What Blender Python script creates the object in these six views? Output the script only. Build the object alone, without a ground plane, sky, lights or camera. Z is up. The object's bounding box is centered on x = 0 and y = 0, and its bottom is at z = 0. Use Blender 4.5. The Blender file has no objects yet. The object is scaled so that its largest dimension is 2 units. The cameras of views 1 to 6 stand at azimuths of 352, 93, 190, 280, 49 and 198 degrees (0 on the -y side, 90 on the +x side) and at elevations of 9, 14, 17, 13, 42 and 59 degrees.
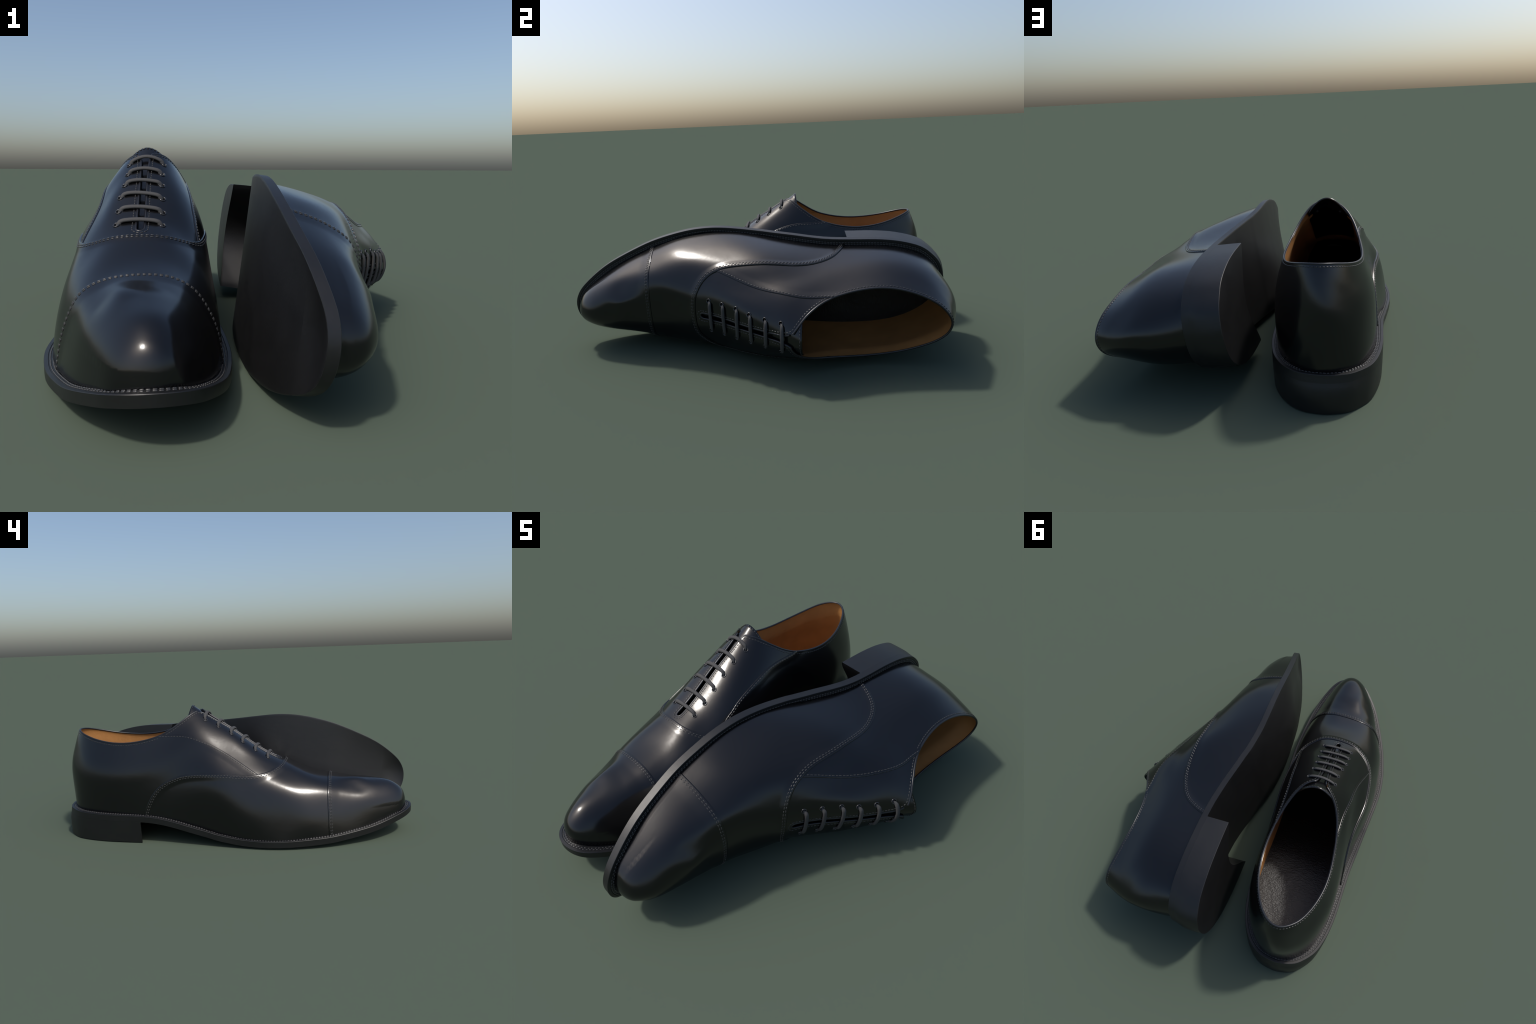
"""A pair of black cap-toe oxford shoes: one standing, one tipped over beside it.
Every leather panel is cut from one smooth last, which is lofted through cross-section ribs;
seams are drawn in the side elevation (y forward/back, z up) and the panels overlap along them."""
import bpy, bmesh, math
import numpy as np
from mathutils import Matrix, Vector

rng = np.random.default_rng(7)

# ---------------------------------------------------------------- the last: ribs from the feather edge up to the ridge
# (x across, y along with the toe at -y, z up; metres, x measured from the middle of the shoe)
HEEL_RIB = [(-0.029, 0.973, 0.163), (-0.032, 0.985, 0.283), (-0.047, 0.989, 0.388), (-0.039, 0.972, 0.468), (-0.038, 0.941, 0.540), (-0.039, 0.916, 0.609), (-0.017, 0.879, 0.662)]
TOE_RIB = [(0.077, -0.979, 0.147), (0.084, -0.971, 0.233), (0.084, -0.934, 0.271), (0.078, -0.896, 0.269), (0.071, -0.877, 0.275), (0.061, -0.854, 0.278), (0.053, -0.823, 0.281)]
LATERAL = [
    ("back rib", [(-0.134, 0.925, 0.161), (-0.125, 0.925, 0.266), (-0.124, 0.923, 0.354), (-0.114, 0.907, 0.421), (-0.108, 0.890, 0.485), (-0.095, 0.878, 0.557), (-0.069, 0.862, 0.655)]),
    ("back rib", [(-0.186, 0.851, 0.159), (-0.189, 0.840, 0.252), (-0.188, 0.832, 0.330), (-0.182, 0.824, 0.394), (-0.167, 0.816, 0.454), (-0.136, 0.809, 0.529), (-0.105, 0.805, 0.646)]),
    ("heel rib", [(-0.226, 0.700, 0.155), (-0.232, 0.685, 0.238), (-0.231, 0.674, 0.309), (-0.227, 0.666, 0.373), (-0.211, 0.661, 0.435), (-0.182, 0.657, 0.510), (-0.149, 0.653, 0.607)]),
    ("counter rib", [(-0.231, 0.528, 0.152), (-0.227, 0.508, 0.239), (-0.221, 0.493, 0.317), (-0.215, 0.485, 0.388), (-0.194, 0.483, 0.455), (-0.168, 0.485, 0.530), (-0.148, 0.484, 0.608)]),
    ("shank rib", [(-0.233, 0.354, 0.135), (-0.223, 0.330, 0.253), (-0.209, 0.310, 0.356), (-0.193, 0.301, 0.445), (-0.165, 0.310, 0.521), (-0.133, 0.329, 0.606), (-0.101, 0.339, 0.693)]),
    ("shank rib", [(-0.246, 0.217, 0.110), (-0.247, 0.187, 0.264), (-0.228, 0.160, 0.394), (-0.179, 0.146, 0.497), (-0.168, 0.164, 0.580), (-0.099, 0.197, 0.660)]),
    ("waist rib", [(-0.262, 0.079, 0.074), (-0.270, 0.053, 0.231), (-0.263, 0.023, 0.375), (-0.189, 0.014, 0.452), (-0.142, 0.042, 0.526), (-0.072, 0.079, 0.627)]),
    ("instep rib", [(-0.284, -0.075, 0.043), (-0.289, -0.086, 0.182), (-0.245, -0.103, 0.308), (-0.223, -0.105, 0.392), (-0.141, -0.076, 0.469), (-0.078, -0.030, 0.587)]),
    ("ball rib", [(-0.293, -0.202, 0.038), (-0.279, -0.210, 0.154), (-0.252, -0.223, 0.261), (-0.217, -0.226, 0.347), (-0.143, -0.190, 0.426), (-0.068, -0.128, 0.511)]),
    ("ball rib", [(-0.284, -0.318, 0.042), (-0.265, -0.326, 0.142), (-0.249, -0.334, 0.238), (-0.212, -0.327, 0.317), (-0.136, -0.287, 0.379), (-0.062, -0.227, 0.451)]),
    ("flex rib", [(-0.263, -0.433, 0.046), (-0.255, -0.439, 0.139), (-0.230, -0.437, 0.223), (-0.191, -0.421, 0.297), (-0.133, -0.383, 0.354), (-0.063, -0.326, 0.407)]),
    ("flex rib", [(-0.229, -0.536, 0.050), (-0.216, -0.537, 0.135), (-0.192, -0.529, 0.210), (-0.168, -0.512, 0.281), (-0.125, -0.478, 0.329), (-0.061, -0.426, 0.361)]),
    ("cap rib", [(-0.173, -0.681, 0.071), (-0.161, -0.670, 0.151), (-0.144, -0.653, 0.217), (-0.124, -0.626, 0.268), (-0.093, -0.585, 0.303), (-0.047, -0.533, 0.326)]),
    ("toe side rib", [(-0.118, -0.787, 0.092), (-0.111, -0.777, 0.179), (-0.101, -0.756, 0.243), (-0.070, -0.717, 0.269), (-0.048, -0.677, 0.302), (-0.024, -0.638, 0.328)]),
    ("toe corner rib", [(-0.054, -0.886, 0.115), (-0.048, -0.876, 0.205), (-0.033, -0.844, 0.261), (-0.009, -0.803, 0.284), (-0.001, -0.766, 0.311), (0.005, -0.734, 0.330)]),
    ("toe corner rib", [(-0.007, -0.951, 0.140), (0.003, -0.947, 0.233), (0.031, -0.899, 0.275), (0.036, -0.860, 0.296), (0.035, -0.831, 0.308), (0.035, -0.801, 0.311)]),
]
MEDIAL = [
    ("back rib", [(0.075, 0.951, 0.162), (0.067, 0.972, 0.296), (0.049, 0.967, 0.411), (0.040, 0.956, 0.501), (0.034, 0.931, 0.578), (0.023, 0.900, 0.641), (0.022, 0.864, 0.670)]),
    ("back rib", [(0.159, 0.862, 0.160), (0.156, 0.883, 0.304), (0.139, 0.884, 0.421), (0.109, 0.869, 0.512), (0.102, 0.855, 0.590), (0.090, 0.834, 0.643), (0.073, 0.809, 0.659)]),
    ("heel rib", [(0.221, 0.710, 0.156), (0.226, 0.728, 0.297), (0.212, 0.732, 0.414), (0.181, 0.719, 0.505), (0.166, 0.705, 0.576), (0.148, 0.685, 0.614), (0.124, 0.660, 0.614)]),
    ("counter rib", [(0.232, 0.527, 0.152), (0.242, 0.548, 0.290), (0.237, 0.557, 0.413), (0.205, 0.552, 0.510), (0.182, 0.538, 0.586), (0.157, 0.518, 0.623), (0.128, 0.497, 0.612)]),
    ("shank rib", [(0.231, 0.355, 0.135), (0.237, 0.378, 0.285), (0.227, 0.393, 0.420), (0.194, 0.397, 0.538), (0.152, 0.386, 0.639), (0.108, 0.366, 0.701), (0.063, 0.352, 0.689)]),
    ("shank rib", [(0.236, 0.219, 0.109), (0.244, 0.238, 0.272), (0.233, 0.256, 0.421), (0.187, 0.268, 0.555), (0.119, 0.263, 0.685), (0.040, 0.232, 0.791)]),
    ("waist rib", [(0.245, 0.079, 0.073), (0.259, 0.097, 0.225), (0.257, 0.119, 0.367), (0.221, 0.144, 0.501), (0.148, 0.163, 0.619), (0.052, 0.154, 0.706)]),
    ("instep rib", [(0.263, -0.076, 0.042), (0.273, -0.056, 0.181), (0.262, -0.032, 0.311), (0.236, -0.003, 0.442), (0.173, 0.025, 0.551), (0.088, 0.038, 0.622)]),
    ("ball rib", [(0.279, -0.205, 0.037), (0.283, -0.189, 0.158), (0.258, -0.166, 0.273), (0.231, -0.135, 0.388), (0.176, -0.100, 0.478), (0.098, -0.075, 0.542)]),
    ("ball rib", [(0.282, -0.321, 0.042), (0.284, -0.311, 0.150), (0.259, -0.290, 0.251), (0.219, -0.255, 0.343), (0.157, -0.209, 0.405), (0.086, -0.176, 0.465)]),
    ("flex rib", [(0.284, -0.439, 0.046), (0.277, -0.433, 0.148), (0.252, -0.414, 0.241), (0.216, -0.381, 0.326), (0.155, -0.332, 0.374), (0.085, -0.295, 0.426)]),
    ("cap rib", [(0.276, -0.544, 0.051), (0.268, -0.544, 0.143), (0.237, -0.530, 0.223), (0.201, -0.499, 0.293), (0.150, -0.451, 0.328), (0.085, -0.406, 0.362)]),
    ("cap rib", [(0.257, -0.688, 0.072), (0.245, -0.684, 0.149), (0.211, -0.670, 0.213), (0.177, -0.641, 0.272), (0.143, -0.596, 0.312), (0.086, -0.538, 0.333)]),
    ("toe side rib", [(0.227, -0.793, 0.093), (0.217, -0.790, 0.163), (0.194, -0.777, 0.222), (0.166, -0.752, 0.270), (0.131, -0.710, 0.299), (0.083, -0.654, 0.318)]),
    ("toe corner rib", [(0.187, -0.888, 0.115), (0.180, -0.884, 0.182), (0.165, -0.864, 0.234), (0.150, -0.841, 0.275), (0.117, -0.802, 0.291), (0.078, -0.751, 0.307)]),
    ("toe corner rib", [(0.143, -0.957, 0.136), (0.148, -0.954, 0.210), (0.128, -0.916, 0.251), (0.123, -0.883, 0.279), (0.100, -0.853, 0.293), (0.071, -0.814, 0.300)]),
]

# seams in side elevation (y, z)
VAMP_EDGE_LATERAL = [(.480, .09), (.472, .13), (.458, .18), (.436, .23), (.408, .277), (.378, .310), (.340, .337), (.296, .358), (.252, .373), (.207, .382),
                     (.160, .387), (.110, .390), (.060, .391), (.010, .390), (-.050, .384), (-.100, .379), (-.140, .378), (-.175, .380), (-.210, .384),
                     (-.245, .394), (-.272, .408), (-.287, .420), (-.294, .430)]
VAMP_EDGE_MEDIAL = [(.475, .09), (.466, .13), (.452, .18), (.430, .23), (.402, .277), (.372, .310), (.334, .337), (.290, .358), (.246, .373), (.200, .384),
                    (.150, .391), (.100, .394), (.050, .395), (-.010, .392), (-.060, .389), (-.110, .385), (-.150, .382), (-.190, .381), (-.225, .387),
                    (-.255, .399), (-.275, .411), (-.287, .420), (-.294, .430)]
QUARTER_EDGE_LATERAL = [(-.200, .364), (-.177, .378), (-.124, .411), (-.070, .445), (-.018, .477), (.034, .507), (.090, .537), (.145, .561), (.182, .574),
                        (.225, .584), (.272, .588), (.320, .587), (.360, .588), (.420, .600), (.600, .680), (1.0, .800)]
QUARTER_EDGE_MEDIAL = [(-.200, .366), (-.175, .385), (-.107, .435), (-.070, .458), (-.030, .484), (.010, .505), (.047, .521), (.090, .538), (.131, .553),
                       (.170, .565), (.210, .573), (.250, .577), (.290, .578), (.335, .579), (.400, .590), (.600, .680), (1.0, .800)]
CAP_LINE = -.5505
TOPLINE = [(.165, .760), (.172, .718), (.182, .709), (.200, .703), (.220, .691), (.240, .676), (.260, .660), (.281, .645), (.303, .629), (.326, .614),
           (.350, .601), (.374, .589), (.400, .580), (.456, .565), (.513, .555), (.574, .550), (.636, .551), (.701, .558), (.769, .571),
           (.842, .591), (.881, .603), (.912, .611), (.960, .620)]
SLOT_X = .011
EYELETS_LATERAL = [(-.0744, -.2169, .4489), (-.0718, -.1462, .4889), (-.0705, -.0757, .5332), (-.0612, -.0092, .5807), (-.0581, .0608, .6244), (-.0565, .1334, .6585)]
EYELETS_MEDIAL = [(.0896, -.2167, .4487), (.0888, -.1474, .4884), (.0853, -.0786, .5323), (.0821, -.0104, .5794), (.0823, .0600, .6220), (.0839, .1335, .6589)]
TONGUE_TOP = (.0127, .2243, .7335)

# sole unit: outline of the welt seen from above (x, y) and its height along the shoe (y, z)
OUTLINE = [(-.03, .985), (-.117, .961), (-.175, .911), (-.214, .855), (-.243, .755), (-.257, .640), (-.260, .500), (-.264, .360), (-.277, .210),
           (-.290, .050), (-.302, -.080), (-.311, -.190), (-.310, -.290), (-.295, -.400), (-.256, -.550), (-.200, -.690), (-.130, -.830), (-.040, -.945),
           (.020, -.988), (.078, -1.001), (.144, -.989), (.196, -.949), (.245, -.849), (.279, -.732), (.298, -.600), (.309, -.470), (.310, -.350),
           (.305, -.220), (.292, -.080), (.277, .060), (.268, .200), (.262, .350), (.258, .500), (.250, .630), (.233, .735), (.203, .830), (.145, .918), (.070, .970)]
WELT_PROFILE = [(-1.01, .156), (-.980, .147), (-.939, .134), (-.851, .109), (-.762, .087), (-.649, .068), (-.557, .056), (-.426, .048), (-.315, .0435), (-.202, .0425),
                (-.084, .049), (.034, .067), (.090, .081), (.196, .106), (.283, .127), (.380, .145), (.468, .153), (.594, .157), (.750, .160), (.896, .164), (1.01, .170)]

BREAST_HOLLOW = .116

# where the shoes stand: base of the upright one, and how its twin is tipped over
BASE = (-.39, 0., 0.)
TIP_ANGLE = 97.7
TIP_SHIFT = (-.0705, .0012, -.0682)

# ---------------------------------------------------------------- helpers
def spline_points(ctrl, n):
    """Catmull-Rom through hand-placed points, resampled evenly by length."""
    P = np.asarray(ctrl, float)
    Q = np.vstack([2 * P[0] - P[1], P, 2 * P[-1] - P[-2]])
    out = []
    for i in range(1, len(Q) - 2):
        t = np.linspace(0, 1, 24, endpoint=False)[:, None]
        a, b, c, d = Q[i - 1:i + 3]
        out.append(.5 * (2 * b + (c - a) * t + (2 * a - 5 * b + 4 * c - d) * t ** 2 + (3 * b - a - 3 * c + d) * t ** 3))
    P = np.vstack(out + [P[-1:]])
    return resample(P, n)


def resample(P, n, closed=False):
    if closed:
        P = np.vstack([P, P[:1]])
    s = np.r_[0, np.cumsum(np.linalg.norm(np.diff(P, axis=0), axis=1))]
    t = np.linspace(0, s[-1], n, endpoint=not closed)
    return np.stack([np.interp(t, s, P[:, k]) for k in range(P.shape[1])], 1)


def smooth(x, a=0., b=1.):
    t = np.clip((x - a) / (b - a), 0, 1)
    return t * t * (3 - 2 * t)


def signed_distance(y, z, poly, keep):
    """Distance in the side elevation (y, z) to a seam; positive on the side of point `keep`
    (the seam's ends are prolonged so the sign is defined everywhere)."""
    P = np.asarray(poly, float)
    a, b = P[:-1], P[1:]
    best = np.full(y.shape, 1e9)
    sign = np.ones(y.shape)
    for k in range(len(a)):
        d = b[k] - a[k]
        t = ((y - a[k, 0]) * d[0] + (z - a[k, 1]) * d[1]) / (d @ d)
        lo = -1e9 if k == 0 else 0.
        hi = 1e9 if k == len(a) - 1 else 1.
        t = np.clip(t, lo, hi)
        ex, ez = y - a[k, 0] - t * d[0], z - a[k, 1] - t * d[1]
        dist = np.hypot(ex, ez)
        s = np.sign(d[0] * ez - d[1] * ex)
        m = dist < best - 1e-9
        best = np.where(m, dist, best)
        sign = np.where(m, s, sign)
    out = best * sign
    return out if keep > 0 else -out


def new_object(name, verts, faces, mat, parent, smooth_shade=True, sharp=None):
    me = bpy.data.meshes.new(name)
    me.from_pydata([tuple(map(float, v)) for v in verts], [], [tuple(map(int, f)) for f in faces])
    me.update()
    me.polygons.foreach_set("use_smooth", [smooth_shade] * len(me.polygons))
    if sharp is not None:
        me.set_sharp_from_angle(angle=math.radians(sharp))
    me.materials.append(mat)
    return link(name, me, parent)


def link(name, me, parent):
    ob = bpy.data.objects.new(name, me)
    bpy.context.scene.collection.objects.link(ob)
    if parent is not None:
        ob.parent = parent
    return ob


# ---------------------------------------------------------------- the last (surface of the upper)
N_RIB, N_PT = 2 + 2 * len(LATERAL), 7
N_TURN, N_RISE = 816, 136


def periodic_basis(n, m):
    u = np.arange(n) / n * m
    i = np.floor(u).astype(int)
    f = u - i
    w = [(1 - f) ** 3 / 6, (3 * f ** 3 - 6 * f ** 2 + 4) / 6, (-3 * f ** 3 + 3 * f ** 2 + 3 * f + 1) / 6, f ** 3 / 6]
    B = np.zeros((n, m))
    for k in range(4):
        B[np.arange(n), (i - 1 + k) % m] += w[k]
    return B


def clamped_basis(n, m):
    kn = np.r_[[0.] * 3, np.linspace(0, 1, m - 2), [1.] * 3]
    u = np.minimum(np.linspace(0, 1, n), 1 - 1e-12)
    b = [((kn[i] <= u) & (u < kn[i + 1])).astype(float) for i in range(len(kn) - 1)]
    for q in range(1, 4):
        nb = []
        for i in range(len(kn) - 1 - q):
            v = np.zeros(n)
            if kn[i + q] > kn[i]:
                v += (u - kn[i]) / (kn[i + q] - kn[i]) * b[i]
            if kn[i + q + 1] > kn[i + 1]:
                v += (kn[i + q + 1] - u) / (kn[i + q + 1] - kn[i + 1]) * b[i + 1]
            nb.append(v)
        b = nb
    return np.stack(b, 1)


def build_last():
    lat, med = [list(r[1]) for r in LATERAL], [list(r[1]) for r in MEDIAL]
    for a, b in zip(lat, med):          # in front of the opening the two halves meet on the ridge
        if len(a) == N_PT - 1:
            r = tuple((np.array(a[-1]) + np.array(b[-1])) / 2)
            a.append(r)
            b.append(r)
    C = np.array([HEEL_RIB] + lat + [TOE_RIB] + med[::-1], float)
    S = np.einsum("ai,bk,ikd->abd", periodic_basis(N_TURN, N_RIB), clamped_basis(N_RISE, N_PT), C)
    return S


S = build_last()
# ease the pinch where the ribs gather at the end of the toe ridge: blend into one smooth dome there
tip = S[N_TURN // 2, -1].copy()
near = (np.linalg.norm(S[..., :2] - tip[:2], axis=-1) < .19) & (S[..., 2] > tip[2] - .11)
dx, dy = S[near][:, 0] - tip[0], S[near][:, 1] - tip[1]
terms = [dx ** i * dy ** j for i in range(5) for j in range(5 - i)]
r = np.hypot(dx, dy)
wt = np.where(r < .04, .1, 1.)
M = np.stack(terms, 1) * wt[:, None]
co = np.linalg.lstsq(M, S[near][:, 2] * wt, rcond=None)[0]
dome = np.stack(terms, 1) @ co
S[near, 2] += (dome - S[near][:, 2]) * (1 - smooth(r, .06, .19))
# even out the forefoot: low-pass filter that runs across the ridge joint and keeps the volume
half_way = np.arange(N_TURN)
across = (-half_way) % N_TURN
joined = np.linalg.norm(S[:, -1] - S[across, -1], axis=1) < 2e-3
ease = smooth(-S[..., 1], .40, .56) * smooth(np.arange(N_RISE) / (N_RISE - 1.), .10, .30)[None, :]
ease *= joined[:, None]
for it in range(120):
    for step in (.5, -.515):
        over = np.concatenate([S, S[across, -2:-3:-1]], 1)
        up = over[:, 2:]
        L = (np.roll(S, 1, 0)[:, 1:] + np.roll(S, -1, 0)[:, 1:] + up + S[:, :-1]) / 4 - S[:, 1:]
        S[:, 1:] += step * ease[:, 1:, None] * L
    S[:, -1] = np.where(joined[:, None], (S[:, -1] + S[across, -1]) / 2, S[:, -1])
du = np.roll(S, -1, 0) - np.roll(S, 1, 0)
dv = np.gradient(S, axis=1)
NRM = np.cross(du, dv)
NRM /= np.linalg.norm(NRM, axis=-1, keepdims=True) + 1e-12
# normals at the ridge: share across the joint
mirror = (-np.arange(N_TURN)) % N_TURN
X, Y, Z = S[..., 0], S[..., 1], S[..., 2]
IS_LAT = (np.arange(N_TURN) < N_TURN / 2)[:, None] & np.ones((1, N_RISE), bool)
ridge_rows = np.linalg.norm(S[:, -1] - S[mirror, -1], axis=1) < 1e-3
nn = NRM[:, -1] + NRM[mirror, -1]
nn /= np.linalg.norm(nn, axis=1, keepdims=True) + 1e-12
NRM[ridge_rows, -1] = nn[ridge_rows]


def both_sides(lat, med, keep_lat, keep_med):
    f = np.where(IS_LAT, signed_distance(Y, Z, lat, keep_lat), signed_distance(Y, Z, med, keep_med))
    return metric(f)


def metric(f):
    """Rescale a field so that it measures distance along the leather near its zero line."""
    fu = np.roll(f, -1, 0) - np.roll(f, 1, 0)
    fv = np.gradient(f, axis=1)
    E, F, G = (du * du).sum(-1), (du * dv).sum(-1), (dv * dv).sum(-1)
    det = np.maximum(E * G - F * F, 1e-16)
    g2 = (G * fu * fu - 2 * F * fu * fv + E * fv * fv) / det
    return f / np.clip(np.sqrt(g2), .35, 1.6)


def slot_halfwidth(y):
    return np.interp(y, [-.264, -.262, -.257, -.248, -.1, 0., .08, .13, .155, .172, .19],
                     [0., .005, .009, .0115, .0105, .010, .0115, .014, .018, .024, .034])


FIELD = {}
FIELD["vamp"] = both_sides(spline_points(VAMP_EDGE_LATERAL, 140), spline_points(VAMP_EDGE_MEDIAL, 140), 1, 1)
FIELD["quarter"] = both_sides(spline_points(QUARTER_EDGE_LATERAL, 90), spline_points(QUARTER_EDGE_MEDIAL, 90), -1, -1)
FIELD["cap"] = metric(CAP_LINE + .05 * np.clip(Z - .05, 0, .3) - Y)
f_top = signed_distance(Y, Z, spline_points(TOPLINE, 160), -1)
f_top = metric(np.where(Y < .10, .2, f_top))
f_slot = np.abs(X - SLOT_X) - slot_halfwidth(Y)
f_slot = np.where((Y < -.27) | (Z < .3), .2, f_slot)
end = np.hypot(X - SLOT_X, Y + .25) - .0125
f_slot = np.where(Y < -.25, np.where(Z < .3, .2, end), f_slot)
f_slot = np.where(Y > .24, .2, f_slot)
FIELD["open"] = np.minimum(f_top, f_slot)
eye = np.full(X.shape, .2)
EYELETS = []
for sgn in (-1, 1):
    for (x, y, z) in (EYELETS_LATERAL if sgn < 0 else EYELETS_MEDIAL):
        d = np.linalg.norm(S - np.array([x, y, z]), axis=-1)
        k = np.unravel_index(np.argmin(d), d.shape)
        EYELETS.append((S[k].copy(), NRM[k].copy()))
        eye = np.minimum(eye, np.linalg.norm(S - S[k], axis=-1) - .0092)
FIELD["eye"] = eye


# ---------------------------------------------------------------- leather panels cut from the last
class Sheet:
    """Polygon sheet over the last: vertices carry position, normal and the seam fields."""

    def __init__(self, cols=None):
        self.data = np.concatenate([S, NRM] + [FIELD[k][..., None] for k in FIELD], -1).reshape(-1, 6 + len(FIELD))
        i, j = np.meshgrid(np.arange(N_TURN), np.arange(N_RISE - 1), indexing="ij")
        i2 = (i + 1) % N_TURN
        q = np.stack([i * N_RISE + j, i2 * N_RISE + j, i2 * N_RISE + j + 1, i * N_RISE + j + 1], -1).reshape(-1, 4)
        self.quads, self.polys = q, []
        self.rows = [self.data]
        self.count = len(self.data)

    def value(self, name):
        return self.data[:, 6 + list(FIELD).index(name)]

    def cut(self, name, level, keep_below=False):
        """Keep the part where field >= level; keep_below keeps both sides, only slicing along the line."""
        v = self.value(name) - level
        v = np.where(np.abs(v) < 1e-6, 1e-6, v)
        pos = v > 0
        c = pos[self.quads].sum(1)
        whole = self.quads[(c == 4) | ((c == 0) & keep_below)]
        mixed = [tuple(f) for f in self.quads[(c > 0) & (c < 4)]]
        polys = []
        for f in self.polys:
            k = sum(pos[a] for a in f)
            if k == len(f) or (k == 0 and keep_below):
                polys.append(f)
            elif k:
                mixed.append(f)
        new, rows, n = {}, [], len(self.data)
        for f in mixed:
            up, lo = [], []
            for a, b in zip(f, f[1:] + f[:1]):
                (up if pos[a] else lo).append(a)
                if pos[a] != pos[b]:
                    key = (min(a, b), max(a, b))
                    if key not in new:
                        p, q = key
                        t = v[p] / (v[p] - v[q])
                        rows.append(self.data[p] * (1 - t) + self.data[q] * t)
                        new[key] = n + len(rows) - 1
                    up.append(new[key])
                    lo.append(new[key])
            if len(up) > 2:
                polys.append(tuple(up))
            if keep_below and len(lo) > 2:
                polys.append(tuple(lo))
        if rows:
            self.data = np.vstack([self.data, np.array(rows)])
        self.quads, self.polys = whole, polys
        return self

    def faces(self):
        return [tuple(f) for f in self.quads] + self.polys

    def finish(self, name, lift, mat, parent, skirt=(), depth=.006, flip=False, weld=True):
        """lift(sheet) gives the offset along the normal; skirt fields get a turned-down edge."""
        F = self.faces()
        used = np.unique(np.concatenate([np.array(f) for f in F]))
        re = -np.ones(len(self.data), int)
        re[used] = np.arange(len(used))
        D = self.data[used]
        nrm = D[:, 3:6] / (np.linalg.norm(D[:, 3:6], axis=1, keepdims=True) + 1e-9)
        off = lift(self)[used]
        P = D[:, :3] + nrm * off[:, None]
        F = [tuple(re[list(f)]) for f in F]
        if skirt:
            edges = {}
            for f in F:
                for a, b in zip(f, f[1:] + f[:1]):
                    k = (min(a, b), max(a, b))
                    edges[k] = None if k in edges else (a, b)
            vals = [(self.value(s)[used], lv) for s, lv in skirt]
            low = {}
            P = list(P)
            for e in edges.values():
                if e is None:
                    continue
                a, b = e
                if any(abs(v[a] - lv) < 1e-5 and abs(v[b] - lv) < 1e-5 for v, lv in vals):
                    for w in (a, b):
                        if w not in low:
                            low[w] = len(P)
                            P.append(P[w] - nrm[w] * depth)
                    F.append((b, a, low[a], low[b]))
            P = np.array(P)
        if flip:
            F = [f[::-1] for f in F]
        ob = new_object(name, P, F, mat, parent)
        if weld:
            bm = bmesh.new()
            bm.from_mesh(ob.data)
            bmesh.ops.remove_doubles(bm, verts=bm.verts, dist=1e-5)
            bmesh.ops.dissolve_degenerate(bm, edges=bm.edges, dist=1e-6)
            bm.to_mesh(ob.data)
            bm.free()
            ob.data.polygons.foreach_set("use_smooth", [True] * len(ob.data.polygons))
        return ob


def lap(t, field, reach=.045, edge=.0035):
    """Overlapping leather: raised by t at its edge, easing down to the last behind it, corner rounded."""
    def lift(sh):
        f = sh.value(field)
        return t * (1 - smooth(f, .004, reach)) - .0012 * (1 - smooth(f, 0, edge))
    return lift


def isolines(f, mask=None):
    """Lines of constant field value on the last -> list of arrays (position, normal), traced cell by cell."""
    seg, pts = {}, {}
    pos = f > 0
    a = pos[:, :-1]
    b = np.roll(pos, -1, 0)[:, :-1]
    c = np.roll(pos, -1, 0)[:, 1:]
    d = pos[:, 1:]
    n = a.astype(int) + b + c + d
    for i, j in zip(*np.where((n > 0) & (n < 4))):
        i2 = (i + 1) % N_TURN
        cs = [(i, j), (i2, j), (i2, j + 1), (i, j + 1)]
        ends = []
        for p, q in zip(cs, cs[1:] + cs[:1]):
            if pos[p] != pos[q]:
                k = (min(p, q), max(p, q))
                if k not in pts:
                    t = f[k[0]] / (f[k[0]] - f[k[1]])
                    pts[k] = np.r_[S[k[0]] * (1 - t) + S[k[1]] * t, NRM[k[0]] * (1 - t) + NRM[k[1]] * t]
                ends.append(k)
        if len(ends) == 2:
            for p, q in (ends, ends[::-1]):
                seg.setdefault(p, []).append(q)
    lines, seen = [], set()
    starts = [k for k in seg if len(seg[k]) == 1] + list(seg)
    for s in starts:
        if s in seen:
            continue
        line, k = [s], s
        seen.add(s)
        while True:
            nx = [q for q in seg[k] if q not in seen]
            if not nx:
                break
            k = nx[0]
            seen.add(k)
            line.append(k)
        L = np.array([pts[k] for k in line])
        if len(L) > 4:
            closed = line[0] in seg[line[-1]] and len(line) > 10
            lines.append((L, closed))
    # halves that meet on the ridge joint are joined up
    merged = True
    while merged:
        merged = False
        for x in range(len(lines)):
            for y in range(x + 1, len(lines)):
                A, B = lines[x], lines[y]
                if A[1] or B[1]:
                    continue
                best = min(((np.linalg.norm(A[0][ea][:3] - B[0][eb][:3]), ea, eb) for ea in (0, -1) for eb in (0, -1)), key=lambda r: r[0])
                if best[0] < .006:
                    P = A[0] if best[1] == -1 else A[0][::-1]
                    Q = B[0] if best[2] == 0 else B[0][::-1]
                    R = np.vstack([P, Q])
                    cl = np.linalg.norm(R[0, :3] - R[-1, :3]) < .006
                    lines = [l for k, l in enumerate(lines) if k not in (x, y)] + [(R, cl)]
                    merged = True
                    break
            if merged:
                break
    return lines


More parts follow.
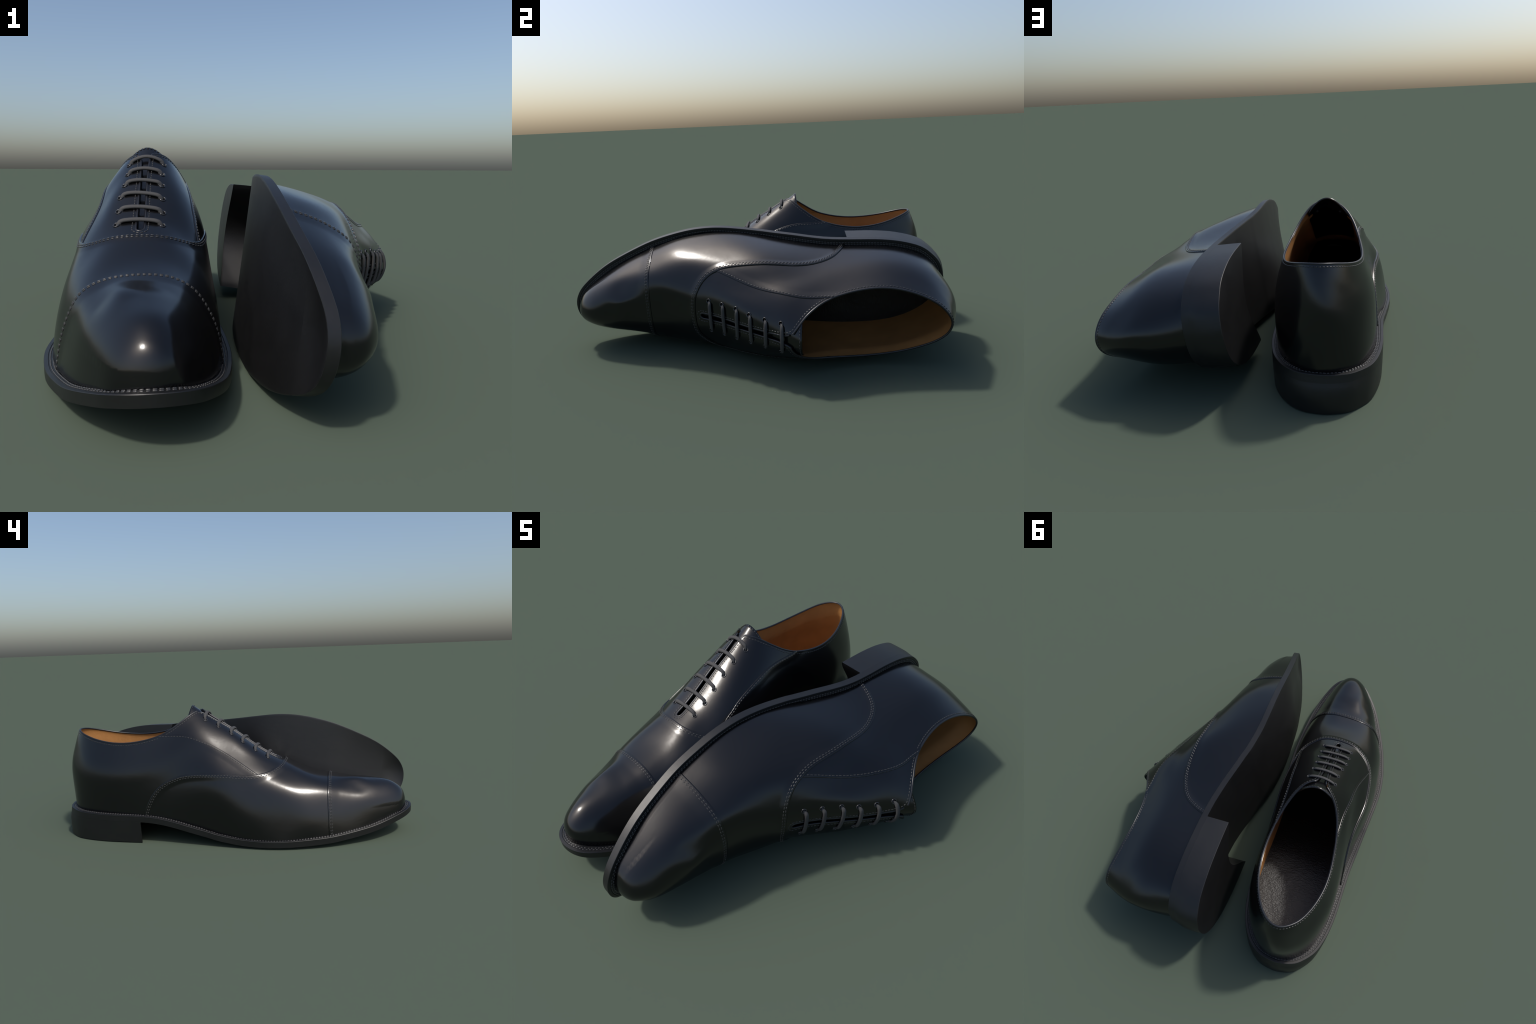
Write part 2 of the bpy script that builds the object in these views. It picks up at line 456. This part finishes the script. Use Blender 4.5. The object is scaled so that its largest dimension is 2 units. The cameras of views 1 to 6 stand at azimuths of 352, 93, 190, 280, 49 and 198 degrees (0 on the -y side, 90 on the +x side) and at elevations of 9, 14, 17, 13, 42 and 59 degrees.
# ---------------------------------------------------------------- small pieces
def capsule(length, radius, rings=3, seg=7):
    V, F = [], []
    prof = []
    for k in range(rings + 1):
        a = math.pi / 2 * k / rings
        prof.append((-length / 2 + radius - radius * math.cos(a), radius * math.sin(a)))
    prof += [(-x, r) for x, r in prof[::-1]]
    for x, r in prof:
        for s in range(seg):
            t = 2 * math.pi * s / seg
            V.append((x, max(r, 1e-5) * math.cos(t), max(r, 1e-5) * math.sin(t)))
    for k in range(len(prof) - 1):
        for s in range(seg):
            s2 = (s + 1) % seg
            F.append((k * seg + s, (k + 1) * seg + s, (k + 1) * seg + s2, k * seg + s2))
    return np.array(V), F


class Stitches:
    def __init__(self):
        self.V, self.F, self.n = [], [], 0

    def row(self, line, pitch, length, radius, lift, closed=False, keep=None):
        P = line[:, :3]
        s = np.r_[0, np.cumsum(np.linalg.norm(np.diff(P, axis=0), axis=1))]
        m = max(1, int(round(s[-1] / pitch)))
        cv, cf = capsule(length, radius)
        for k in range(m):
            c0 = (k + .5) / m * s[-1]
            at = [np.array([np.interp(c, s, line[:, d]) for d in range(line.shape[1])]) for c in (c0 - .003, c0, c0 + .003)]
            if keep is not None and not keep(at[1][:3]):
                continue
            t = at[2][:3] - at[0][:3]
            if np.linalg.norm(t) < 1e-6:
                continue
            t /= np.linalg.norm(t)
            nrm = at[1][3:6]
            nrm = nrm - t * (nrm @ t)
            nrm /= np.linalg.norm(nrm)
            b = np.cross(nrm, t)
            tilt = rng.normal(0, .05)
            t2 = t + b * tilt
            t2 /= np.linalg.norm(t2)
            b = np.cross(nrm, t2)
            o = at[1][:3] + nrm * lift
            V = o + cv[:, :1] * t2 * (1 + rng.normal(0, .04)) + cv[:, 1:2] * b + cv[:, 2:3] * nrm * .8
            self.F += [tuple(i + self.n for i in f) for f in cf]
            self.V.append(V)
            self.n += len(V)

    def finish(self, name, mat, parent):
        ob = new_object(name, np.vstack(self.V), self.F, mat, parent)
        ob["kind"] = "stuff"
        return ob


def smooth_line(L, closed, passes):
    for _ in range(passes):
        M = L.copy()
        if closed:
            M = (np.roll(L, 1, 0) + np.roll(L, -1, 0)) / 2
        else:
            M[1:-1] = (L[:-2] + L[2:]) / 2
        L = L * .5 + M * .5
    return L


def tube(name, path, radii, mat, parent, closed=False, normals=None, seg=10, flat=1., squash=None):
    """Round or flattened bead swept along a path; `normals` fixes its upright direction."""
    P = np.asarray(path, float)
    n = len(P)
    T = np.roll(P, -1, 0) - np.roll(P, 1, 0) if closed else np.gradient(P, axis=0)
    T /= np.linalg.norm(T, axis=1, keepdims=True)
    U = np.tile([0, 0, 1.], (n, 1)) if normals is None else np.asarray(normals, float)
    U = U - T * (U * T).sum(1, keepdims=True)
    U /= np.linalg.norm(U, axis=1, keepdims=True) + 1e-9
    B = np.cross(T, U)
    r = np.broadcast_to(np.asarray(radii, float), (n,))
    ang = np.arange(seg) / seg * 2 * np.pi
    V = (P[:, None] + (B[:, None] * np.cos(ang)[None, :, None] + U[:, None] * np.sin(ang)[None, :, None] * flat) * r[:, None, None]).reshape(-1, 3)
    F = []
    for i in range(n if closed else n - 1):
        i2 = (i + 1) % n
        for k in range(seg):
            k2 = (k + 1) % seg
            F.append((i * seg + k, i2 * seg + k, i2 * seg + k2, i * seg + k2)[::-1])
    if not closed:
        F.append(tuple(range(seg)))
        F.append(tuple(range((n - 1) * seg, n * seg))[::-1])
    return new_object(name, V, F, mat, parent)


# ---------------------------------------------------------------- materials
def material(name, color, rough, spec=.5, bump=None, coat=0., vary=0., dust=None):
    m = bpy.data.materials.new(name)
    m.use_nodes = True
    nt = m.node_tree
    b = nt.nodes["Principled BSDF"]
    b.inputs["Roughness"].default_value = rough
    b.inputs["Specular IOR Level"].default_value = spec
    b.inputs["Coat Weight"].default_value = coat
    b.inputs["Coat Roughness"].default_value = .12
    b.inputs["Base Color"].default_value = (*color, 1)
    tc = nt.nodes.new("ShaderNodeTexCoord")
    if vary:
        nz = nt.nodes.new("ShaderNodeTexNoise")
        nz.inputs["Scale"].default_value = 9
        nz.inputs["Detail"].default_value = 5
        nt.links.new(tc.outputs["Object"], nz.inputs["Vector"])
        cr = nt.nodes.new("ShaderNodeValToRGB")
        cr.color_ramp.elements[0].position, cr.color_ramp.elements[1].position = .3, .7
        cr.color_ramp.elements[0].color = (*[c * (1 - vary) for c in color], 1)
        cr.color_ramp.elements[1].color = (*[c * (1 + vary) for c in color], 1)
        nt.links.new(nz.outputs["Fac"], cr.inputs["Fac"])
        nt.links.new(cr.outputs["Color"], b.inputs["Base Color"])
        mr = nt.nodes.new("ShaderNodeMapRange")
        mr.inputs["To Min"].default_value, mr.inputs["To Max"].default_value = rough * .88, rough * 1.12
        nt.links.new(nz.outputs["Fac"], mr.inputs["Value"])
        nt.links.new(mr.outputs["Result"], b.inputs["Roughness"])
    last = None
    for kind, scale, strength, dist, stretch in (bump or []):
        mp = nt.nodes.new("ShaderNodeMapping")
        mp.inputs["Scale"].default_value = stretch
        nt.links.new(tc.outputs["Object"], mp.inputs["Vector"])
        if kind == "noise":
            tx = nt.nodes.new("ShaderNodeTexNoise")
            tx.inputs["Detail"].default_value = 6
            out = "Fac"
        else:
            tx = nt.nodes.new("ShaderNodeTexVoronoi")
            out = "Distance"
        tx.inputs["Scale"].default_value = scale
        nt.links.new(mp.outputs["Vector"], tx.inputs["Vector"])
        bp = nt.nodes.new("ShaderNodeBump")
        bp.inputs["Strength"].default_value = strength
        bp.inputs["Distance"].default_value = dist
        nt.links.new(tx.outputs[out], bp.inputs["Height"])
        if last is not None:
            nt.links.new(last.outputs["Normal"], bp.inputs["Normal"])
        last = bp
    if last is not None:
        nt.links.new(last.outputs["Normal"], b.inputs["Normal"])
    return m


ONE = (1, 1, 1)
LEATHER = material("polished_black_leather", (.0030, .0030, .0034), .205, spec=.60, vary=.06,
                   bump=[("noise", 16, .10, .004, (1, 1, 1)), ("noise", 130, .06, .0012, (1, .55, 1)), ("noise", 420, .05, .0006, ONE)])
BINDING = material("black_edge_binding", (.009, .0095, .012), .33, spec=.6, bump=[("noise", 260, .12, .001, ONE)])
SOLE = material("black_sole_leather", (.0065, .0065, .0068), .44, spec=.55, vary=.12,
                bump=[("noise", 60, .14, .002, (1, .5, 1)), ("voronoi", 170, .08, .001, ONE)])
THREAD = material("waxed_black_thread", (.034, .033, .032), .34, spec=.7)  # base colour lightened above black so glints on the stitches show
LACE = material("charcoal_cotton_lace", (.058, .057, .057), .72, spec=.3, bump=[("noise", 300, .35, .001, (.15, 1, 1))])
METAL = material("blackened_eyelet", (.02, .02, .022), .22, spec=.8)
LINING = material("tan_calf_lining", (.42, .195, .060), .62, spec=.35, vary=.10,
                  bump=[("noise", 70, .35, .003, ONE), ("noise", 240, .25, .001, ONE)])
SOCK = material("black_sock_leather", (.010, .0096, .0092), .42, spec=.55,
                bump=[("noise", 12, .25, .012, (1, 1, 1)), ("noise", 85, .55, .004, (.6, 1.4, 1)), ("voronoi", 150, .35, .002, (.7, 1.3, 1))])

# ---------------------------------------------------------------- one shoe
shoe = bpy.data.objects.new("oxford_shoe", None)
bpy.context.scene.collection.objects.link(shoe)
shoe["label"] = "polished black cap-toe oxford shoe standing upright"
shoe["category"] = "leather shoe"


# --- sole unit -----------------------------------------------------------
def welt_top(y):
    return np.interp(y, *np.array(WELT_PROFILE).T)


prof = spline_points(WELT_PROFILE, 400)
welt_top = lambda y: np.interp(y, prof[:, 0], prof[:, 1])
SOLE_THICK = .0345
outline = spline_points(OUTLINE + OUTLINE[:1], 360)[:-1]
outline = smooth_line(outline, True, 4)
tang = np.roll(outline, -1, 0) - np.roll(outline, 1, 0)
tang /= np.linalg.norm(tang, axis=1, keepdims=True)
inward = np.stack([tang[:, 1], -tang[:, 0]], 1)
if (inward * (outline - outline.mean(0))).sum() > 0:
    inward = -inward
n_out = len(outline)


def ring(inset, zfun):
    p = outline + inward * inset
    return np.c_[p, zfun(outline[:, 1])]


def loft(name, rings, mat, cap_last=False, cap_first=False, flip=False, sharp=40, parent=shoe):
    V = np.vstack(rings)
    F = []
    for r in range(len(rings) - 1):
        for i in range(n_out):
            i2 = (i + 1) % n_out
            F.append((r * n_out + i, r * n_out + i2, (r + 1) * n_out + i2, (r + 1) * n_out + i))
    if flip:
        F = [f[::-1] for f in F]
    return new_object(name, V, F, mat, parent, sharp=sharp)


WELT_THICK = .014
rear_face = (np.maximum(0, -inward[:, 1]) ** 2 * (outline[:, 1] > 0))[:, None]
BREAST = .482
welt = loft("welt", [ring(-.002 * rear_face, lambda y: welt_top(y) - WELT_THICK), ring(0, lambda y: welt_top(y) - .0015),
                     ring(.0015, welt_top), ring(.0125, welt_top), ring(.0145, lambda y: welt_top(y) - .002),
                     ring(.033, lambda y: welt_top(y) - .002), ring(.048, lambda y: welt_top(y) - .001), ring(.075, lambda y: welt_top(y) - .003)], SOLE, sharp=25)

centre = np.stack([np.interp(np.clip(outline[:, 1], -.86, .84), [-.9, -.5, 0, .5, .9], [.055, .02, 0, 0, -.02]), np.clip(outline[:, 1], -.86, .84)], 1)


def sole_bottom(t):
    p = outline + inward * .0012
    p = p + (centre - p) * t
    edge = welt_top(outline[:, 1]) - SOLE_THICK
    mid = welt_top(p[:, 1]) - SOLE_THICK
    belly = -(.012 * (1 - smooth(p[:, 1], -.78, -.45)) + .001) * (1 - (1 - t) ** 2)
    z = edge * (1 - t) + mid * t if t < 1 else mid
    return np.c_[p, np.maximum(z - belly, 0.0005)]


outsole = loft("outsole", [sole_bottom(t) for t in (1., .9, .75, .6, .45, .3, .18, .08, .03, .008)] +
               [ring(-.006 * rear_face, lambda y: welt_top(y) - SOLE_THICK + .0012 * (y < BREAST)), ring(-.002 * rear_face, lambda y: welt_top(y) - WELT_THICK)], SOLE, sharp=25)

# heel block: the rear of the sole outline, its front (the breast) cut in a hollow arc
rear = np.where(outline[:, 1] >= BREAST)[0]
start = [i for i in rear if outline[(i - 1) % n_out, 1] < BREAST][0]
order = [(start + k) % n_out for k in range(len(rear))]
arc = outline[order]
arc = np.vstack([[arc[0, 0], BREAST], arc, [arc[-1, 0], BREAST]])
ainw = np.vstack([inward[order[0]], inward[order], inward[order[-1]]])
levels = []
back = np.maximum(0, -ainw[:, 1]) ** 2
N_BREAST = 41
for h, inset in ((1., .0), (.9, .0006), (.75, .0012), (.4, .0026), (.1, .0045), (.014, .005), (0., .0068)):
    a = arc + ainw * (inset - (.006 + .014 * min(1., (1 - h) / .3)) * back)[:, None]
    a[:, 1] = np.maximum(a[:, 1], BREAST)
    a[0, 1] = a[-1, 1] = BREAST
    s = np.linspace(-1, 1, N_BREAST)
    bx = a[-1, 0] + (a[0, 0] - a[-1, 0]) * (s + 1) / 2
    b = np.stack([bx, BREAST + BREAST_HOLLOW * np.cos(s * np.pi / 2) ** 1.35], 1)[1:-1]
    loop = np.vstack([a, b])
    levels.append(np.c_[loop, (welt_top(loop[:, 1]) - SOLE_THICK - .0002) * h])
m, ma = len(levels[0]), len(arc)
HV = np.vstack(levels)
HF = [(r * m + i, (r + 1) * m + i, (r + 1) * m + (i + 1) % m, r * m + (i + 1) % m) for r in range(len(levels) - 1) for i in range(m)]
# top-lift: bridge the outer arc to the breast, both walked from the lateral tip to the medial tip
base = (len(levels) - 1) * m
outer = [base + i for i in range(ma)]
inner_arc = [base] + [base + m - 1 - k for k in range(N_BREAST - 2)] + [base + ma - 1]
grid_in = [inner_arc[int(round(i / (ma - 1) * (len(inner_arc) - 1)))] for i in range(ma)]
for i in range(ma - 1):
    f = []
    for v in (outer[i], grid_in[i], grid_in[i + 1], outer[i + 1]):
        if v not in f:
            f.append(v)
    if len(f) > 2:
        HF.append(tuple(f))
heel = new_object("heel", HV, HF, SOLE, shoe)
bm = bmesh.new()
bm.from_mesh(heel.data)
bmesh.ops.recalc_face_normals(bm, faces=bm.faces)
if sum(f.normal.z * f.calc_area() for f in bm.faces if abs(f.normal.z) > .9) > 0:
    bmesh.ops.reverse_faces(bm, faces=bm.faces)
bm.to_mesh(heel.data)
bm.free()
heel.data.polygons.foreach_set("use_smooth", [True] * len(heel.data.polygons))
heel.data.set_sharp_from_angle(angle=math.radians(25))

# --- panels of the upper ---------------------------------------------------
T_QUARTER, T_VAMP, T_CAP = .0030, .0048, .0034

neg = lambda name: FIELD.setdefault("not_" + name, -FIELD[name])
for k in ("vamp", "quarter", "cap"):
    neg(k)

facing = Sheet().cut("open", .002).cut("eye", 0).cut("not_vamp", -.014).cut("not_quarter", -.016).finish(
    "facing", lambda sh: 0 * sh.value("open"), LEATHER, shoe, skirt=[("open", .002), ("eye", 0)], depth=.008)
quarter = Sheet().cut("open", .002).cut("quarter", 0).cut("not_vamp", -.010).cut("quarter", .0035, True).finish(
    "quarter", lap(T_QUARTER, "quarter"), LEATHER, shoe, skirt=[("open", .002), ("quarter", 0)], depth=.008)
vamp = Sheet().cut("vamp", 0).cut("not_cap", -.014).cut("vamp", .0035, True).finish(
    "vamp", lap(T_VAMP, "vamp"), LEATHER, shoe, skirt=[("vamp", 0)], depth=.010)
toe_cap = Sheet().cut("cap", 0).cut("cap", .0035, True).finish(
    "toe_cap", lap(T_CAP, "cap", reach=.07), LEATHER, shoe, skirt=[("cap", 0)], depth=.008)
lining = Sheet().cut("open", .0025).cut("eye", 0).cut("not_cap", -.10).finish("lining", lambda sh: -(.0045 + .013 * smooth(sh.value("open"), .012, .10)), LINING, shoe, flip=True)

# --- edge binding around the opening and down the lacing slot --------------
for L, closed in isolines(FIELD["open"] - .0042):
    if len(L) < 200:
        continue
    L = smooth_line(L, closed, 6)
    Q = resample(L, 640, closed)
    binding = tube("topline_binding", Q[:, :3] - Q[:, 3:6] * .0024, .0048, BINDING, shoe, closed, Q[:, 3:6], seg=12, flat=.95)

# --- tongue ----------------------------------------------------------------
def ridge_section(y, xs):
    """Height of the last across the instep at station y."""
    m = (np.abs(Y - y) < .03) & (Z > .30)
    px, py, pz = X[m], Y[m], Z[m]
    out = []
    for x in xs:
        w = np.exp(-((px - x) / .006) ** 2 - ((py - y) / .006) ** 2)
        A = np.stack([np.ones_like(px), px - x, py - y], 1) * w[:, None]
        sol = np.linalg.lstsq(A.T @ A + 1e-9 * np.eye(3), A.T @ (w * pz), rcond=None)[0]
        out.append(sol[0])
    return np.array(out)


half = .115
xs = SLOT_X + np.linspace(-1, 1, 33) * half
rows = []
for y in np.linspace(-.275, .135, 22):
    rows.append(np.c_[xs, np.full(len(xs), y), ridge_section(y, xs) - .013 - .010 * smooth(-y, -.135, -.02) * smooth(y, -.275, -.20)])
slope = np.array([0, 1., (TONGUE_TOP[2] - rows[-1][16, 2]) / (TONGUE_TOP[1] - rows[-1][16, 1])])
base = rows[-1].copy()
for k in range(1, 9):
    q = base + slope * (TONGUE_TOP[1] - base[16, 1]) * k / 8
    lag = np.abs(np.linspace(-1, 1, 33)) ** 2
    q[:, 1] += lag * .012 * (k / 8)
    q[:, 2] -= lag * .022 * (k / 8)
    q[:, 0] = SLOT_X + (q[:, 0] - SLOT_X) * (1 - .10 * k / 8)
    rows.append(q)
R = np.array(rows)
g = len(xs)
TV = R.reshape(-1, 3)
TF = [(i * g + k, i * g + k + 1, (i + 1) * g + k + 1, (i + 1) * g + k) for i in range(len(R) - 1) for k in range(g - 1)]
tongue = new_object("tongue", TV, TF, LEATHER, shoe)
sd = tongue.modifiers.new("thickness", "SOLIDIFY")
sd.thickness, sd.offset = .007, -1
tongue_edge = R[-1]

# --- insole ------------------------------------------------------------------
ins = []
inner = S[:, 3] - NRM[:, 3] * .0178
sel = inner[::6]
mid = np.stack([np.interp(np.clip(sel[:, 1], -.78, .78), [-.9, -.5, 0, .5, .9], [.055, .02, 0, 0, -.02]), np.clip(sel[:, 1], -.78, .78)], 1)
for t in np.linspace(0, 1, 15):
    p = sel[:, :2] + (mid - sel[:, :2]) * t
    bowl = .006 * (1 - smooth(t, 0, .7)) * smooth(p[:, 1], -.2, .5)
    ins.append(np.c_[p, welt_top(p[:, 1]) + .004 + bowl])
k = len(sel)
IV = np.vstack(ins)
IF = [(r * k + i, r * k + (i + 1) % k, (r + 1) * k + (i + 1) % k, (r + 1) * k + i)[::-1] for r in range(14) for i in range(k)]
insole = new_object("insole", IV, IF, SOCK, shoe)

# --- eyelets and laces -----------------------------------------------------
ring_path = lambda c, r, n, k: c + r * (np.cos(k)[:, None] * np.cross(n, [0, 1, .3]) / np.linalg.norm(np.cross(n, [0, 1, .3])) + np.sin(k)[:, None] * np.cross(n, np.cross(n, [0, 1, .3])) / np.linalg.norm(np.cross(n, np.cross(n, [0, 1, .3]))))
k = np.linspace(0, 2 * np.pi, 24, endpoint=False)
for c, n in EYELETS:
    P = ring_path(c + n * .0008, .0105, n, k)
    tube("eyelet", P, .0024, METAL, facing, True, np.tile(n, (24, 1)), seg=8)
half_n = len(EYELETS) // 2
for i in range(half_n):
    (a, na), (b, nb) = EYELETS[i], EYELETS[i + half_n]
    mid_x = (a[0] + b[0]) / 2
    ts = np.linspace(.075, .925, 15)
    ys = a[1] + (b[1] - a[1]) * ts
    xs_ = a[0] + (b[0] - a[0]) * ts
    zs = np.array([ridge_section(y, [x])[0] for x, y in zip(xs_, ys)])
    chord = a[2] + (b[2] - a[2]) * ts
    zs = chord + (np.maximum(zs, chord) - chord) * 1.0 + .0105 * smooth(np.minimum(ts, 1 - ts), -.06, .16)
    mids = np.c_[xs_, ys + .004, zs]
    inw = np.array([1., 0, 0])
    path = np.vstack([a - na * .020 + inw * .003, a - na * .006 + inw * .0045, mids, b - nb * .006 - inw * .0045, b - nb * .020 - inw * .003])
    path = spline_points(path, 60)
    upn = np.tile([0, -.55, .83], (60, 1))
    tube("lace", path, .0092, LACE, shoe, False, upn, seg=14, flat=.66)

# --- stitching ---------------------------------------------------------------
st = Stitches()


def nearest(p):
    return np.unravel_index(np.argmin(((S - p) ** 2).sum(-1)), X.shape)


def field_at(name):
    return lambda p: FIELD[name][nearest(p)]


def rows_along(field, levels, pitch, length, radius, lift, keep=None, minlen=40):
    for d in levels:
        for L, closed in isolines(FIELD[field] - d):
            if len(L) < minlen:
                continue
            L = smooth_line(L, closed, 4)
            st.row(L, pitch, length, radius, lift(d), closed, keep)


lapz = lambda t, reach=.045: (lambda d: t * (1 - smooth(np.array(d), .004, reach)) + .0003)
rows_along("vamp", (.0105, .0190), .0165, .0108, .0022, lapz(T_VAMP), lambda p: FIELD["cap"][nearest(p)] < 0)
rows_along("cap", (.0105, .0185), .0165, .0108, .0022, lapz(T_CAP, .07))
rows_along("quarter", (.0105,), .0165, .0115, .0022, lapz(T_QUARTER), lambda p: FIELD["vamp"][nearest(p)] < .0 and FIELD["open"][nearest(p)] > .004)


def top_keep(p):
    q = nearest(p)
    return FIELD["vamp"][q] < -.002


rows_along("open", (.0165,), .0150, .0108, .0021, lambda d: .0004, top_keep)
# tongue edge row
te = R[-1] * .72 + R[-3] * .28
te = np.c_[te, np.tile([0, -.5, .86], (len(te), 1))]
te[:, 3] = (te[:, 0] - SLOT_X) * 6
st.row(resample(te, 120), .015, .0105, .0021, .0012)
# welt rows
for inset in (.0195, .0285):
    L = np.c_[ring(inset, lambda y: welt_top(y) - .002), np.tile([0, 0, 1.], (n_out, 1))]
    L = np.vstack([L, L[:1]])
    st.row(resample(L, 900), .0150, .0112, .0027, .0006)
stitching = st.finish("stitching", THREAD, shoe)

# ---------------------------------------------------------------- the second shoe lies on its side
other = bpy.data.objects.new("oxford_shoe.001", None)
bpy.context.scene.collection.objects.link(other)
other["label"] = "polished black cap-toe oxford shoe tipped on its side"
other["category"] = "leather shoe"
copies = {}


def copy_tree(src, dst):
    for ch in list(src.children):
        c = ch.copy()
        bpy.context.scene.collection.objects.link(c)
        c.parent = dst
        copy_tree(ch, c)


copy_tree(shoe, other)
shoe.location = BASE
Rm = Matrix.Rotation(math.radians(TIP_ANGLE), 4, "Y")
other.matrix_world = Matrix.Translation(TIP_SHIFT) @ Rm @ Matrix.Translation(BASE)
